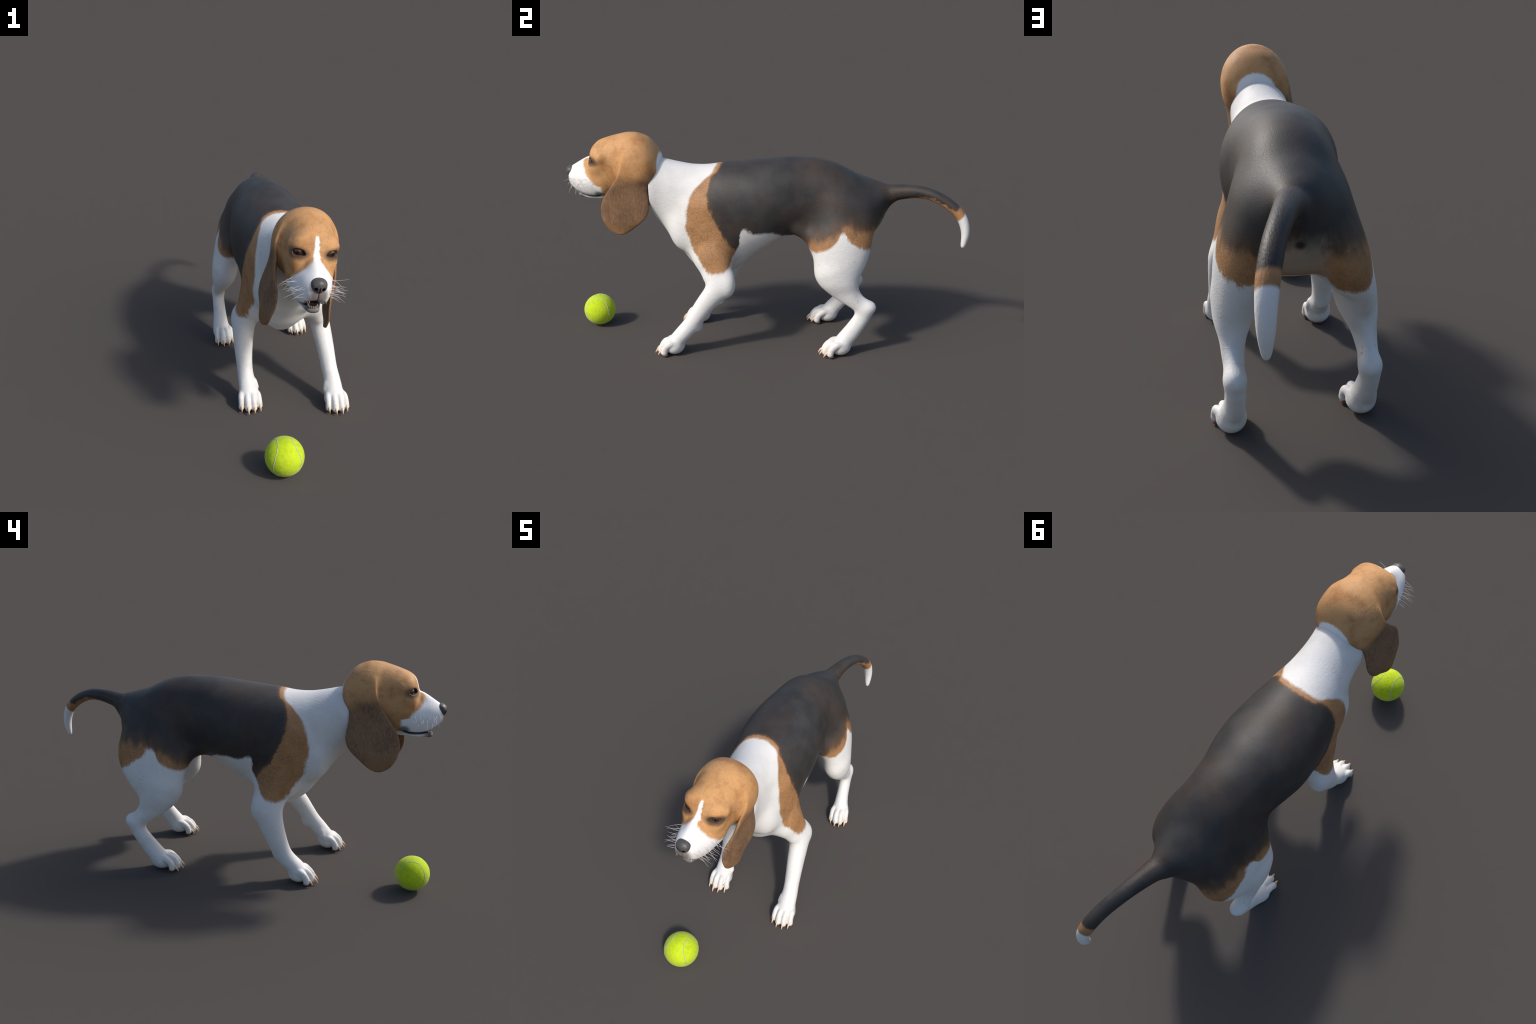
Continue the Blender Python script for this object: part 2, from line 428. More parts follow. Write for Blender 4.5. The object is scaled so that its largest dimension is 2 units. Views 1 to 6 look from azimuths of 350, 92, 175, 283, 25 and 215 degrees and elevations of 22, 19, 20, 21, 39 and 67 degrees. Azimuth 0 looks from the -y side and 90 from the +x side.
def head_material():
    g = Nodes("tan_and_white_face")
    lock = g.sub(g.noise(1, 2, stretch=(60, 60, 26)), 0.5)
    hair = g.sub(g.noise(1, 2, stretch=(260, 260, 90)), 0.5); big = g.sub(g.noise(12, 2), 0.5)
    wob = g.add(g.add(g.mul(lock, 0.016), g.mul(hair, 0.012)), g.mul(big, 0.012))
    ax = g.absol(g.add(g.x, g.mul(wob, 0.3)))
    n1 = g.noise(1, 3, stretch=(320, 110, 380), rot=(0.3, 0, 0), warp=0.6); n2 = g.noise(16, 4, 0.6); n3 = g.noise(8, 3)
    tan = g.mix(g.step(n2, 0.40, 0.75), (0.58, 0.305, 0.125), (0.42, 0.210, 0.082))
    tan = g.mix(g.mul(g.step(n1, 0.48, 0.72), 0.6), tan, (0.60, 0.36, 0.17))
    tan = g.mix(g.mul(g.step(n1, 0.46, 0.30), 0.5), tan, (0.27, 0.13, 0.05))
    tan = g.mix(g.mul(g.step(g.noise(22, 3, 0.6), 0.60, 0.74), 0.28), tan, (0.20, 0.11, 0.06))
    tan = g.mix(g.mul(g.step(n3, 0.52, 0.72), 0.5), tan, (0.40, 0.16, 0.05))
    lowb = g.mix(g.step(n2, 0.35, 0.7), (0.225, 0.125, 0.066), (0.150, 0.083, 0.048))
    f = g.mul(g.step(g.add(g.z, g.mul(g.sub(g.noise(7, 3), 0.5), 0.20)), 0.0, -0.12), g.mul(g.step(g.absol(g.x), 0.075, 0.10), g.step(g.y, -0.69, -0.66)))
    tan = g.mix(f, tan, lowb)
    # blaze: width grows from the forehead down to the muzzle
    half = g.curve(g.z, [(-0.22, 0.12), (-0.14, 0.10), (-0.09, 0.062), (-0.05, 0.040), (-0.02, 0.019), (0.02, 0.011), (0.05, 0.0085), (0.072, 0.003)])
    blaze = g.mul(g.step(g.sub(half, g.add(ax, g.mul(wob, 0.6))), -0.003, 0.004), g.step(g.y, -0.78, -0.80))
    blaze = g.mul(blaze, g.step(g.add(g.z, g.mul(wob, 0.6)), 0.072, 0.06))
    # muzzle: white in front of a line running from under the eye back to the mouth corner
    edge = g.curve(g.z, [(-0.25, -0.74), (-0.19, -0.770), (-0.165, -0.818), (-0.147, -0.833), (-0.115, -0.827), (-0.097, -0.840), (-0.073, -0.864),
                         (-0.04, -0.880), (-0.015, -0.888), (0.005, -0.93)])
    muzzle = g.step(g.sub(edge, g.add(g.y, wob)), -0.010, 0.012)
    white = g.max(blaze, muzzle)
    nape = g.mul(g.step(g.add(g.blob((0.0, None, -0.04), (0.075, None, 0.068)), g.mul(wob, 8.0)), 1.08, 0.92), g.step(g.y, -0.56, -0.53))
    white = g.max(white, nape)
    c = g.mix(white, tan, (0.82, 0.81, 0.80))
    # dark eye rims, tear line, and lips
    e = g.math('SQRT', g.add(g.add(
        g.math('POWER', g.math('DIVIDE', g.sub(g.absol(g.x), EYE[0] - 0.003), 0.034), 2.0),
        g.math('POWER', g.math('DIVIDE', g.sub(g.y, EYE[1] - 0.008), 0.034), 2.0)),
        g.math('POWER', g.math('DIVIDE', g.sub(g.z, EYE[2] - 0.003), 0.021), 2.0)))
    c = g.mix(g.mul(g.step(g.add(e, g.mul(big, 0.8)), 1.75, 0.85), 0.90), c, (0.036, 0.028, 0.026))
    lipz = g.curve(g.y, [(-0.97, -0.146), (-0.95, -0.152), (-0.917, -0.176), (-0.89, -0.185), (-0.86, -0.189), (-0.825, -0.187), (-0.80, -0.178), (-0.77, -0.16)])
    lip = g.mul(g.step(g.absol(g.sub(g.z, lipz)), 0.011, 0.004), g.step(g.y, -0.775, -0.80))
    chin = g.mul(g.step(g.sub(lipz, g.z), 0.000, 0.003), g.step(g.add(g.y, g.mul(big, 0.04)), -0.865, -0.915))
    lip = g.max(lip, chin)
    corner = g.step(g.math('SQRT', g.add(g.math('POWER', g.math('DIVIDE', g.add(g.y, 0.805), 0.030), 2.0),
                    g.math('POWER', g.math('DIVIDE', g.add(g.z, 0.172), 0.022), 2.0))), 1.2, 0.4)
    c = g.mix(g.mul(g.max(g.mul(lip, 0.85), g.mul(corner, 0.8)), g.step(n3, 0.2, 0.5)), c, (0.03, 0.022, 0.02))
    # grey-brown patch round the nose
    ns = g.step(g.add(g.blob((0, -0.962, -0.115), (0.040, 0.042, 0.046)), g.mul(big, 0.8)), 1.15, 0.5)
    c = g.mix(g.mul(ns, 0.85), c, (0.105, 0.072, 0.06))
    return g.finish(c, 0.6, 0.3, bump=g.add(n1, g.mul(n2, 0.6)), bump_strength=0.35, bump_dist=0.0025)

def ear_material():
    g = Nodes("brown_ear")
    n1 = g.noise(1, 3, stretch=(150, 220, 50)); n2 = g.noise(12, 4, 0.6); n3 = g.noise(7, 3)
    top = g.mix(g.step(g.noise(16, 4, 0.6), 0.40, 0.75), (0.58, 0.305, 0.125), (0.42, 0.210, 0.082))
    top = g.mix(g.mul(g.step(n3, 0.52, 0.72), 0.5), top, (0.40, 0.16, 0.05))
    low = g.mix(g.step(n2, 0.35, 0.7), (0.225, 0.125, 0.066), (0.150, 0.083, 0.048))
    low = g.mix(g.mul(g.step(n1, 0.48, 0.7), 0.6), low, (0.30, 0.185, 0.105))
    low = g.mix(g.mul(g.step(n1, 0.46, 0.3), 0.5), low, (0.085, 0.045, 0.028))
    f = g.step(g.add(g.z, g.mul(g.sub(n3, 0.5), 0.20)), 0.0, -0.12)
    c = g.mix(f, top, low)
    rim = g.step(g.add(g.z, g.mul(g.sub(n2, 0.5), 0.1)), -0.26, -0.34)
    c = g.mix(g.mul(rim, 0.5), c, (0.27, 0.14, 0.055))
    return g.finish(c, 0.65, 0.3, bump=g.add(n1, g.mul(n2, 0.5)), bump_strength=0.35, bump_dist=0.0025)

def plain_material(name, col, rough=0.5, spec=0.4, var=0.25, scale=60, bump=0.1, **kw):
    g = Nodes(name); n = g.noise(scale, 3)
    c = g.mix(g.step(n, 0.3, 0.7), col, tuple(v * (1 - var) for v in col))
    return g.finish(c, rough, spec, bump=n, bump_strength=bump, bump_dist=0.001, **kw)

def nose_material():
    g = Nodes("nose_leather"); n = g.noise(240, 3)
    c = g.mix(g.step(n, 0.3, 0.7), (0.090, 0.085, 0.084), (0.055, 0.052, 0.052))
    d = g.math('SQRT', g.add(g.add(g.math('POWER', g.math('DIVIDE', g.sub(g.absol(g.x), 0.0145), 0.0075), 2.0),
        g.math('POWER', g.math('DIVIDE', g.add(g.y, 0.975), 0.016), 2.0)), g.math('POWER', g.math('DIVIDE', g.add(g.z, 0.085), 0.0062), 2.0)))
    hole = g.step(d, 1.15, 0.8)                                  # inside the nostrils
    c = g.mix(hole, c, (0.006, 0.004, 0.004))
    return g.finish(c, g.add(0.45, g.mul(hole, 0.5)), g.sub(0.45, g.mul(hole, 0.45)), bump=n, bump_strength=0.35, bump_dist=0.001)

def claw_material():
    g = Nodes("horn_claw")
    c = g.ramp(g.noise(30, 2), [(0.3, (0.62, 0.40, 0.27)), (0.7, (0.72, 0.55, 0.40))])
    return g.finish(c, 0.4, 0.45)

def eye_material():
    g = Nodes("brown_eye")
    # object space of the eye: it looks along -y
    r = g.math('SQRT', g.add(g.math('POWER', g.x, 2.0), g.math('POWER', g.z, 2.0)))
    n = g.noise(90, 3)
    iris = g.mix(g.step(n, 0.3, 0.7), (0.034, 0.014, 0.009), (0.070, 0.030, 0.016))
    c = g.mix(g.step(r, 0.0062, 0.0070), (0.004, 0.003, 0.003), iris)
    c = g.mix(g.step(r, 0.0150, 0.0170), c, (0.12, 0.085, 0.078))
    return g.finish(c, 0.06, 0.5, Coat_Weight=0.6, Coat_Roughness=0.03)

def felt_material():
    g = Nodes("yellow_green_felt")
    n = g.noise(70, 5, 0.65); n2 = g.noise(260, 2); m = g.noise(14, 2)
    c = g.mix(g.step(n, 0.35, 0.72), (0.50, 0.66, 0.012), (0.40, 0.54, 0.012))
    c = g.mix(g.mul(g.step(m, 0.4, 0.7), 0.35), c, (0.58, 0.72, 0.03))
    return g.finish(c, 0.85, 0.2, bump=g.add(n, g.mul(n2, 0.4)), bump_strength=0.6, bump_dist=0.003,
                    Sheen_Weight=0.15)

# -------------------------------------------------------------------- body
TORSO, NECK, TAIL, FORE_L, FORE_R, HIND_L, HIND_R, FF_L, FF_R, HF_L, HF_R = range(11)

def build_body_field():
    F = Field((-0.34, -0.60, -0.02), (0.34, 1.02, 1.0), 0.0042)
    # trunk: y, cx, cz, half width, up, down, egg
    trunk = [
        (-0.590, 0.004, 0.82, 0.100, 0.105, 0.150, 0.0),
        (-0.550, 0.004, 0.82, 0.114, 0.122, 0.160, 0.0),
        (-0.500, 0.003, 0.80, 0.112, 0.145, 0.200, 0.0),
        (-0.450, 0.001, 0.77, 0.118, 0.164, 0.245, 0.0),
        (-0.400, -0.002, 0.74, 0.130, 0.183, 0.275, 0.05),
        (-0.350, -0.004, 0.72, 0.142, 0.195, 0.315, 0.1),
        (-0.280, -0.006, 0.71, 0.156, 0.204, 0.365, 0.12),
        (-0.200, -0.008, 0.71, 0.174, 0.215, 0.365, 0.20),
        (-0.130, -0.010, 0.71, 0.186, 0.222, 0.318, 0.2),
        (-0.050, -0.012, 0.72, 0.194, 0.218, 0.262, 0.1),
        (0.020, -0.012, 0.73, 0.193, 0.215, 0.222, 0.0),
        (0.100, -0.012, 0.74, 0.181, 0.213, 0.184, 0.0),
        (0.180, -0.012, 0.745, 0.164, 0.209, 0.179, 0.0),
        (0.260, -0.010, 0.74, 0.157, 0.209, 0.187, 0.0),
        (0.350, -0.008, 0.72, 0.158, 0.207, 0.185, 0.0),
        (0.440, -0.006, 0.69, 0.154, 0.192, 0.165, 0.0),
        (0.510, -0.006, 0.68, 0.135, 0.168, 0.125, 0.0),
        (0.560, -0.006, 0.69, 0.095, 0.130, 0.085, 0.0),
        (0.590, -0.004, 0.70, 0.050, 0.090, 0.050, 0.0),
        (0.602, 0.000, 0.71, 0.010, 0.020, 0.015, 0.0),
    ]
    F.add(Slices(trunk, p=2.12), 0.0, TORSO)
    # points of the shoulder and breast
    for s in (-1, 1):
        F.add(Ball((s * 0.094 - 0.004, -0.398, 0.600), (0.050, 0.056, 0.090)), 0.06, NECK)
        F.add(Sweep([(s * 0.115 - 0.006, 0.180, 0.622, 0.031), (s * 0.140 - 0.008, 0.260, 0.565, 0.035)], n=3), 0.05, TORSO)   # flank fold
    F.add(Ball((-0.004, -0.312, 0.490), (0.105, 0.058, 0.075)), 0.06, NECK)
    # tail
    tail = [(0.000, 0.50, 0.765, 0.060, 0.060), (0.012, 0.58, 0.778, 0.050, 0.050), (0.028, 0.65, 0.793, 0.041, 0.040),
            (0.045, 0.72, 0.801, 0.035, 0.034),
            (0.064, 0.79, 0.797, 0.032, 0.030), (0.088, 0.862, 0.770, 0.031, 0.029), (0.106, 0.922, 0.727, 0.031, 0.028),
            (0.116, 0.958, 0.680, 0.029, 0.026), (0.121, 0.974, 0.615, 0.025, 0.022), (0.122, 0.966, 0.545, 0.016, 0.016),
            ]
    F.add(Sweep(tail, n=5), 0.075, TAIL)
    # legs -------------------------------------------------------------
    def leg(rows, label, k, n=4, side=(1, 0, 0)):
        F.add(Sweep(rows, side=side, n=n), k, label)
    # left fore: shoulder, upper arm, elbow, forearm, wrist, pastern
    leg([(0.090, -0.285, 0.72, 0.050, 0.09), (0.108, -0.275, 0.60, 0.050, 0.095), (0.136, -0.250, 0.48, 0.050, 0.080)], FORE_L, 0.07)
    leg([(0.138, -0.250, 0.49, 0.050, 0.082), (0.175, -0.220, 0.40, 0.050, 0.068, 0.078), (0.194, -0.226, 0.335, 0.048, 0.058), (0.204, -0.290, 0.250, 0.043, 0.048),
         (0.212, -0.348, 0.165, 0.038, 0.042), (0.217, -0.385, 0.120, 0.039, 0.041), (0.218, -0.424, 0.075, 0.043, 0.038),
         (0.218, -0.449, 0.050, 0.046, 0.036)], FORE_L, 0.05)
    F.add(Ball((0.206, -0.166, 0.352), (0.027, 0.027, 0.045)), 0.05, FORE_L)        # elbow point
    F.add(Ball((0.206, -0.320, 0.138), (0.018, 0.018, 0.022)), 0.03, FORE_L)       # wrist pad
    # right fore
    leg([(-0.098, -0.275, 0.72, 0.050, 0.09), (-0.115, -0.260, 0.60, 0.050, 0.095), (-0.132, -0.220, 0.49, 0.047, 0.080)], FORE_R, 0.07)
    leg([(-0.134, -0.228, 0.50, 0.048, 0.088, 0.084), (-0.162, -0.198, 0.41, 0.055, 0.078, 0.070), (-0.178, -0.196, 0.345, 0.054, 0.072, 0.064), (-0.186, -0.231, 0.250, 0.045, 0.054, 0.058),
         (-0.187, -0.270, 0.160, 0.038, 0.043, 0.050), (-0.185, -0.300, 0.115, 0.039, 0.041, 0.044), (-0.182, -0.343, 0.075, 0.043, 0.038),
         (-0.182, -0.366, 0.050, 0.046, 0.036)], FORE_R, 0.05)
    F.add(Ball((-0.197, -0.148, 0.372), (0.027, 0.026, 0.045)), 0.05, FORE_R)
    F.add(Ball((-0.170, -0.245, 0.132), (0.018, 0.018, 0.022)), 0.03, FORE_R)
    # left hind: thigh, then shin - hock - metatarsus
    leg([(0.078, 0.385, 0.72, 0.083, 0.125, 0.135), (0.125, 0.380, 0.62, 0.084, 0.135, 0.150), (0.152, 0.372, 0.53, 0.076, 0.132, 0.145),
         (0.168, 0.366, 0.45, 0.062, 0.118, 0.124), (0.178, 0.365, 0.39, 0.050, 0.092, 0.094)], HIND_L, 0.06)
    leg([(0.172, 0.345, 0.43, 0.054, 0.085), (0.180, 0.385, 0.355, 0.042, 0.070), (0.184, 0.440, 0.297, 0.036, 0.050),
         (0.184, 0.500, 0.248, 0.031, 0.040)], HIND_L, 0.05)
    leg([(0.184, 0.517, 0.245, 0.030, 0.036), (0.185, 0.484, 0.185, 0.032, 0.040), (0.189, 0.440, 0.120, 0.033, 0.042),
         (0.195, 0.405, 0.075, 0.039, 0.041), (0.199, 0.385, 0.055, 0.043, 0.038)], HIND_L, 0.03)
    F.add(Ball((0.183, 0.536, 0.250), (0.022, 0.022, 0.024)), 0.02, HIND_L)
    # right hind
    leg([(-0.085, 0.370, 0.72, 0.080, 0.125, 0.165), (-0.134, 0.362, 0.62, 0.080, 0.138, 0.208), (-0.172, 0.352, 0.53, 0.067, 0.136, 0.202),
         (-0.196, 0.348, 0.45, 0.055, 0.120, 0.158), (-0.201, 0.345, 0.39, 0.050, 0.093, 0.102)], HIND_R, 0.06)
    leg([(-0.190, 0.325, 0.43, 0.054, 0.085), (-0.209, 0.360, 0.355, 0.043, 0.070), (-0.217, 0.412, 0.295, 0.037, 0.050),
         (-0.217, 0.467, 0.245, 0.032, 0.040)], HIND_R, 0.05)
    leg([(-0.217, 0.484, 0.240, 0.031, 0.036), (-0.220, 0.446, 0.180, 0.033, 0.040), (-0.220, 0.395, 0.115, 0.036, 0.042),
         (-0.221, 0.360, 0.075, 0.042, 0.041), (-0.219, 0.340, 0.055, 0.045, 0.038)], HIND_R, 0.03)
    F.add(Ball((-0.212, 0.500, 0.247), (0.023, 0.022, 0.024)), 0.02, HIND_R)
    F.add(Ball((-0.135, 0.490, 0.590), (0.055, 0.062, 0.10)), 0.05, HIND_R)      # seat muscle
    for x, y in ((0.184, 0.488), (-0.217, 0.452)):
        for e in (-1, 1):
            F.cut(Ball((x + e * 0.041, y, 0.298), (0.014, 0.016, 0.032), [[1, 0, 0], [0, 0.76, 0.65], [0, -0.65, 0.76]]), 0.03)
    return F

class Paw:
    """Four toes with claws on a foot: heel point, heading (degrees from -y towards +x), size."""
    def __init__(self, heel, heading, length, width, dew=0):
        a = math.radians(heading)
        self.f = np.array([math.sin(a), -math.cos(a), 0]); self.r = np.array([-self.f[1], self.f[0], 0])
        self.heel = np.array([heel[0], heel[1], 0.0]); self.len = length; self.w = width; self.dew = dew
    def at(self, fwd, side, z):
        return self.heel + self.f * fwd * self.len + self.r * side * self.w + np.array([0, 0, z])
    def toes(self):
        for side, reach in ((-0.80, 0.86), (-0.28, 1.0), (0.28, 1.0), (0.80, 0.86)):
            yield side, reach
    def build(self, F, label):
        c = self.at(0.32, 0, 0.036)
        F.add(Ball(c, (self.w * 0.82, self.len * 0.35, 0.034), np.array([self.r, self.f, [0, 0, 1]])), 0.03, label)
        for side, reach in self.toes():
            keys = []
            for fw, s, z, r in ((0.22, 0.66, 0.064, 0.0150), (reach - 0.37, 0.93, 0.063, 0.0170), (reach - 0.19, 1.0, 0.044, 0.0160), (reach - 0.13, 1.02, 0.020, 0.0168)):
                p = self.at(fw, side * s, z); keys.append((*p, r * 0.84, r))
            F.add(Sweep(keys, side=self.r, n=4), 0.006, label)
        if self.dew:
            F.add(Sweep([(*self.at(0.08, self.dew * 0.60, 0.105), 0.014), (*self.at(0.16, self.dew * 0.74, 0.080), 0.0125)], n=3), 0.012, label)
    def claw_specs(self):
        for side, reach in self.toes():
            yield self.at(reach - 0.06, side * 1.03, 0.031), self.f, 0.0
        if self.dew:
            yield self.at(0.21, self.dew * 0.78, 0.072), self.f, -0.9

PAWS = {FF_L: Paw((0.219, -0.397), 1, 0.124, 0.053, dew=-1), FF_R: Paw((-0.182, -0.311), 0, 0.128, 0.053, dew=1),
        HF_L: Paw((0.194, 0.430), 9, 0.140, 0.050), HF_R: Paw((-0.218, 0.382), 4, 0.146, 0.050)}

def horn(length, r0, curve=0.5, n=9, seg=10):
    """Curved tapering claw, pointing along -y and bending down."""
    V = []; Q = []
    p = np.zeros(3); ang = -0.35
    for i in range(n):
        t = i / (n - 1); r = r0 * (1 - t) ** 0.75 * (1 - 0.1 * t) + 0.0011
        d = np.array([0, -math.cos(ang), math.sin(ang)]); u = np.array([0, math.sin(ang), math.cos(ang)])
        for j in range(seg):
            b = 2 * math.pi * j / seg
            V.append(p + np.array([1, 0, 0]) * r * 0.8 * math.cos(b) + u * r * 1.1 * math.sin(b))
        p = p + d * length / (n - 1); ang -= curve / (n - 1)
    for i in range(n - 1):
        for j in range(seg):
            a = i * seg + j; b = i * seg + (j + 1) % seg; Q.append((a, b, b + seg, a + seg))
    Q.append(tuple(range(seg))[::-1]); Q.append(tuple(range((n - 1) * seg, n * seg)))
    return V, Q

# -------------------------------------------------------------------- head
HEAD, EAR_L, EAR_R, JAW = 0, 1, 2, 3
def build_head_field():
    F = Field((-0.21, -1.0, -0.40), (0.21, -0.46, 0.16), 0.0026)
    cran = [(-0.498, 0, -0.050, 0.012, 0.020, 0.02, 0), (-0.507, 0, -0.048, 0.062, 0.064, 0.06, 0), (-0.527, 0, -0.043, 0.100, 0.098, 0.10, 0),
            (-0.565, 0, -0.040, 0.126, 0.138, 0.12, 0), (-0.615, 0, -0.040, 0.134, 0.160, 0.13, 0), (-0.660, 0, -0.040, 0.129, 0.163, 0.14, 0),
            (-0.695, 0, -0.030, 0.110, 0.148, 0.145, 0.1), (-0.765, 0, -0.010, 0.096, 0.108, 0.165, 0.3), (-0.814, 0, -0.010, 0.089, 0.086, 0.15, 0.3),
            (-0.843, 0, -0.020, 0.068, 0.054, 0.10, 0.2), (-0.856, 0, -0.045, 0.020, 0.020, 0.02, 0)]
    F.add(Slices(cran[::-1], n=5, p=2.12), 0.0, HEAD)
    # bridge of the nose and muzzle
    F.add(Sweep([(0, -0.78, -0.045, 0.050, 0.060), (0, -0.85, -0.055, 0.042, 0.056), (0, -0.900, -0.072, 0.037, 0.047),
                 (0, -0.928, -0.080, 0.033, 0.039)], n=4), 0.030, HEAD)
    for s in (-1, 1):
        F.add(Sweep([(s * 0.050, -0.79, -0.112, 0.036, 0.064, 0.066), (s * 0.043, -0.85, -0.118, 0.036, 0.060, 0.070),
                     (s * 0.031, -0.905, -0.115, 0.032, 0.054, 0.060), (s * 0.019, -0.940, -0.108, 0.026, 0.036, 0.042)], n=4), 0.035, HEAD)
        F.add(Ball((s * 0.044, -0.750, -0.100), (0.034, 0.070, 0.066)), 0.045, HEAD)      # cheek
        F.add(Sweep([(s * 0.026, -0.812, 0.040, 0.015), (s * 0.056, -0.808, 0.036, 0.017), (s * 0.082, -0.782, 0.020, 0.016)], side=(0, 0, 1), n=4), 0.034, HEAD)      # brow
        F.add(Ball((s * 0.055, -0.812, -0.034), (0.027, 0.030, 0.021)), 0.040, HEAD)     # below the eye
    # ears: long flat flaps, hanging from the side of the skull
    # each row: z, x, y, half thickness, half breadth, how far the front edge turns out
    ear = [(0.080, 0.074, -0.618, 0.010, 0.020, 0.20), (0.060, 0.090, -0.617, 0.011, 0.042, 0.20), (0.030, 0.106, -0.615, 0.011, 0.054, 0.19),
           (0.000, 0.115, -0.615, 0.011, 0.059, 0.18), (-0.045, 0.119, -0.621, 0.011, 0.069, 0.15),
           (-0.077, 0.120, -0.630, 0.011, 0.078, 0.10), (-0.108, 0.121, -0.642, 0.0105, 0.088, 0.06),
           (-0.147, 0.123, -0.657, 0.010, 0.102, 0.0), (-0.187, 0.126, -0.667, 0.010, 0.1165, -0.05), (-0.224, 0.129, -0.673, 0.010, 0.1235, -0.08),
           (-0.262, 0.131, -0.681, 0.010, 0.1175, -0.10), (-0.293, 0.134, -0.692, 0.0095, 0.100, -0.10), (-0.320, 0.133, -0.701, 0.009, 0.078, -0.10),
           (-0.340, 0.132, -0.706, 0.009, 0.058, -0.10), (-0.354, 0.132, -0.709, 0.009, 0.038, -0.10), (-0.364, 0.132, -0.710, 0.008, 0.012, -0.10)]
    for s in (-1, 1):
        rows = [(r[0], r[1] + s * 0.045 * min(r[0], 0.0), *r[2:]) for r in ear]           # both swing a little to the right
        F.add(Flap(rows, s), 0.010, EAR_L if s > 0 else EAR_R)
    F.D = soften(F.D, 1, 2)
    # lower jaw
    F.add(Sweep([(0, -0.74, -0.165, 0.070, 0.045), (0, -0.80, -0.190, 0.056, 0.020), (0, -0.86, -0.1985, 0.041, 0.0135),
                 (0, -0.918, -0.195, 0.026, 0.0135)], n=4), 0.008, JAW)
    # mouth: the gape between lips and jaw, wider towards the front
    F.cut(Sweep([(0, -0.97, -0.158, 0.028, 0.021), (0, -0.92, -0.170, 0.030, 0.017), (0, -0.88, -0.182, 0.028, 0.010)], n=3), 0.006)
    F.cut(Sweep([(0, -0.96, -0.150, 0.075, 0.010), (0, -0.917, -0.176, 0.075, 0.005), (0, -0.89, -0.185, 0.08, 0.0038), (0, -0.86, -0.189, 0.085, 0.0035),
                 (0, -0.825, -0.187, 0.09, 0.003), (0, -0.800, -0.178, 0.10, 0.0025)], n=3), 0.005)
    F.cut(Ball((0, -0.972, -0.128), (0.0012, 0.012, 0.028)), 0.005)                      # groove under the nose
    # eyes
    for s in (-1, 1):
        rot = [[0.875, s * 0.465, -s * 0.13], [-s * 0.47, 0.883, 0], [s * 0.115, 0.06, 0.99]]
        F.cut(Ball((s * (EYE[0] + 0.007), EYE[1] - 0.024, EYE[2] + 0.001), (0.0255, 0.032, 0.0132), rot), 0.006)
        F.cut(Ball((s * (EYE[0] - 0.014), EYE[1] - 0.028, EYE[2] - 0.003), (0.010, 0.020, 0.006), rot), 0.005)   # inner corner
    return F

def tube(pts, radii, seg=8):
    V = []; Q = []; P = np.array(pts, float); n = len(P)
    for i in range(n):
        T = unit(P[min(i + 1, n - 1)] - P[max(i - 1, 0)])
        U = unit(np.cross(T, [0.3, 0.2, 0.93])); W = np.cross(T, U)
        for j in range(seg):
            b = 2 * math.pi * j / seg; V.append(P[i] + radii[i] * (U * math.cos(b) + W * math.sin(b)))
    for i in range(n - 1):
        for j in range(seg):
            a = i * seg + j; b = i * seg + (j + 1) % seg; Q.append((a, b, b + seg, a + seg))
    Q.append(tuple(range(seg))[::-1]); Q.append(tuple(range((n - 1) * seg, n * seg)))
    return V, Q

def sphere(name, r, mat, parent, loc=(0, 0, 0), seg=32, scale=(1, 1, 1)):
    V = [(0, 0, r)]; Q = []
    rings = seg // 2
    for i in range(1, rings):
        a = math.pi * i / rings
        for j in range(seg):
            b = 2 * math.pi * j / seg; V.append((r * math.sin(a) * math.cos(b), r * math.sin(a) * math.sin(b), r * math.cos(a)))
    V.append((0, 0, -r)); L = len(V) - 1
    for j in range(seg): Q.append((0, 1 + j, 1 + (j + 1) % seg))
    for i in range(rings - 2):
        for j in range(seg):
            a = 1 + i * seg + j; b = 1 + i * seg + (j + 1) % seg; Q.append((a, a + seg, b + seg, b))
    for j in range(seg): Q.append((L, 1 + (rings - 2) * seg + (j + 1) % seg, 1 + (rings - 2) * seg + j))
    V = [(x * scale[0], y * scale[1], z * scale[2]) for x, y, z in V]
    ob = mesh_object(name, V, Q, mat, parent); ob.location = loc; return ob

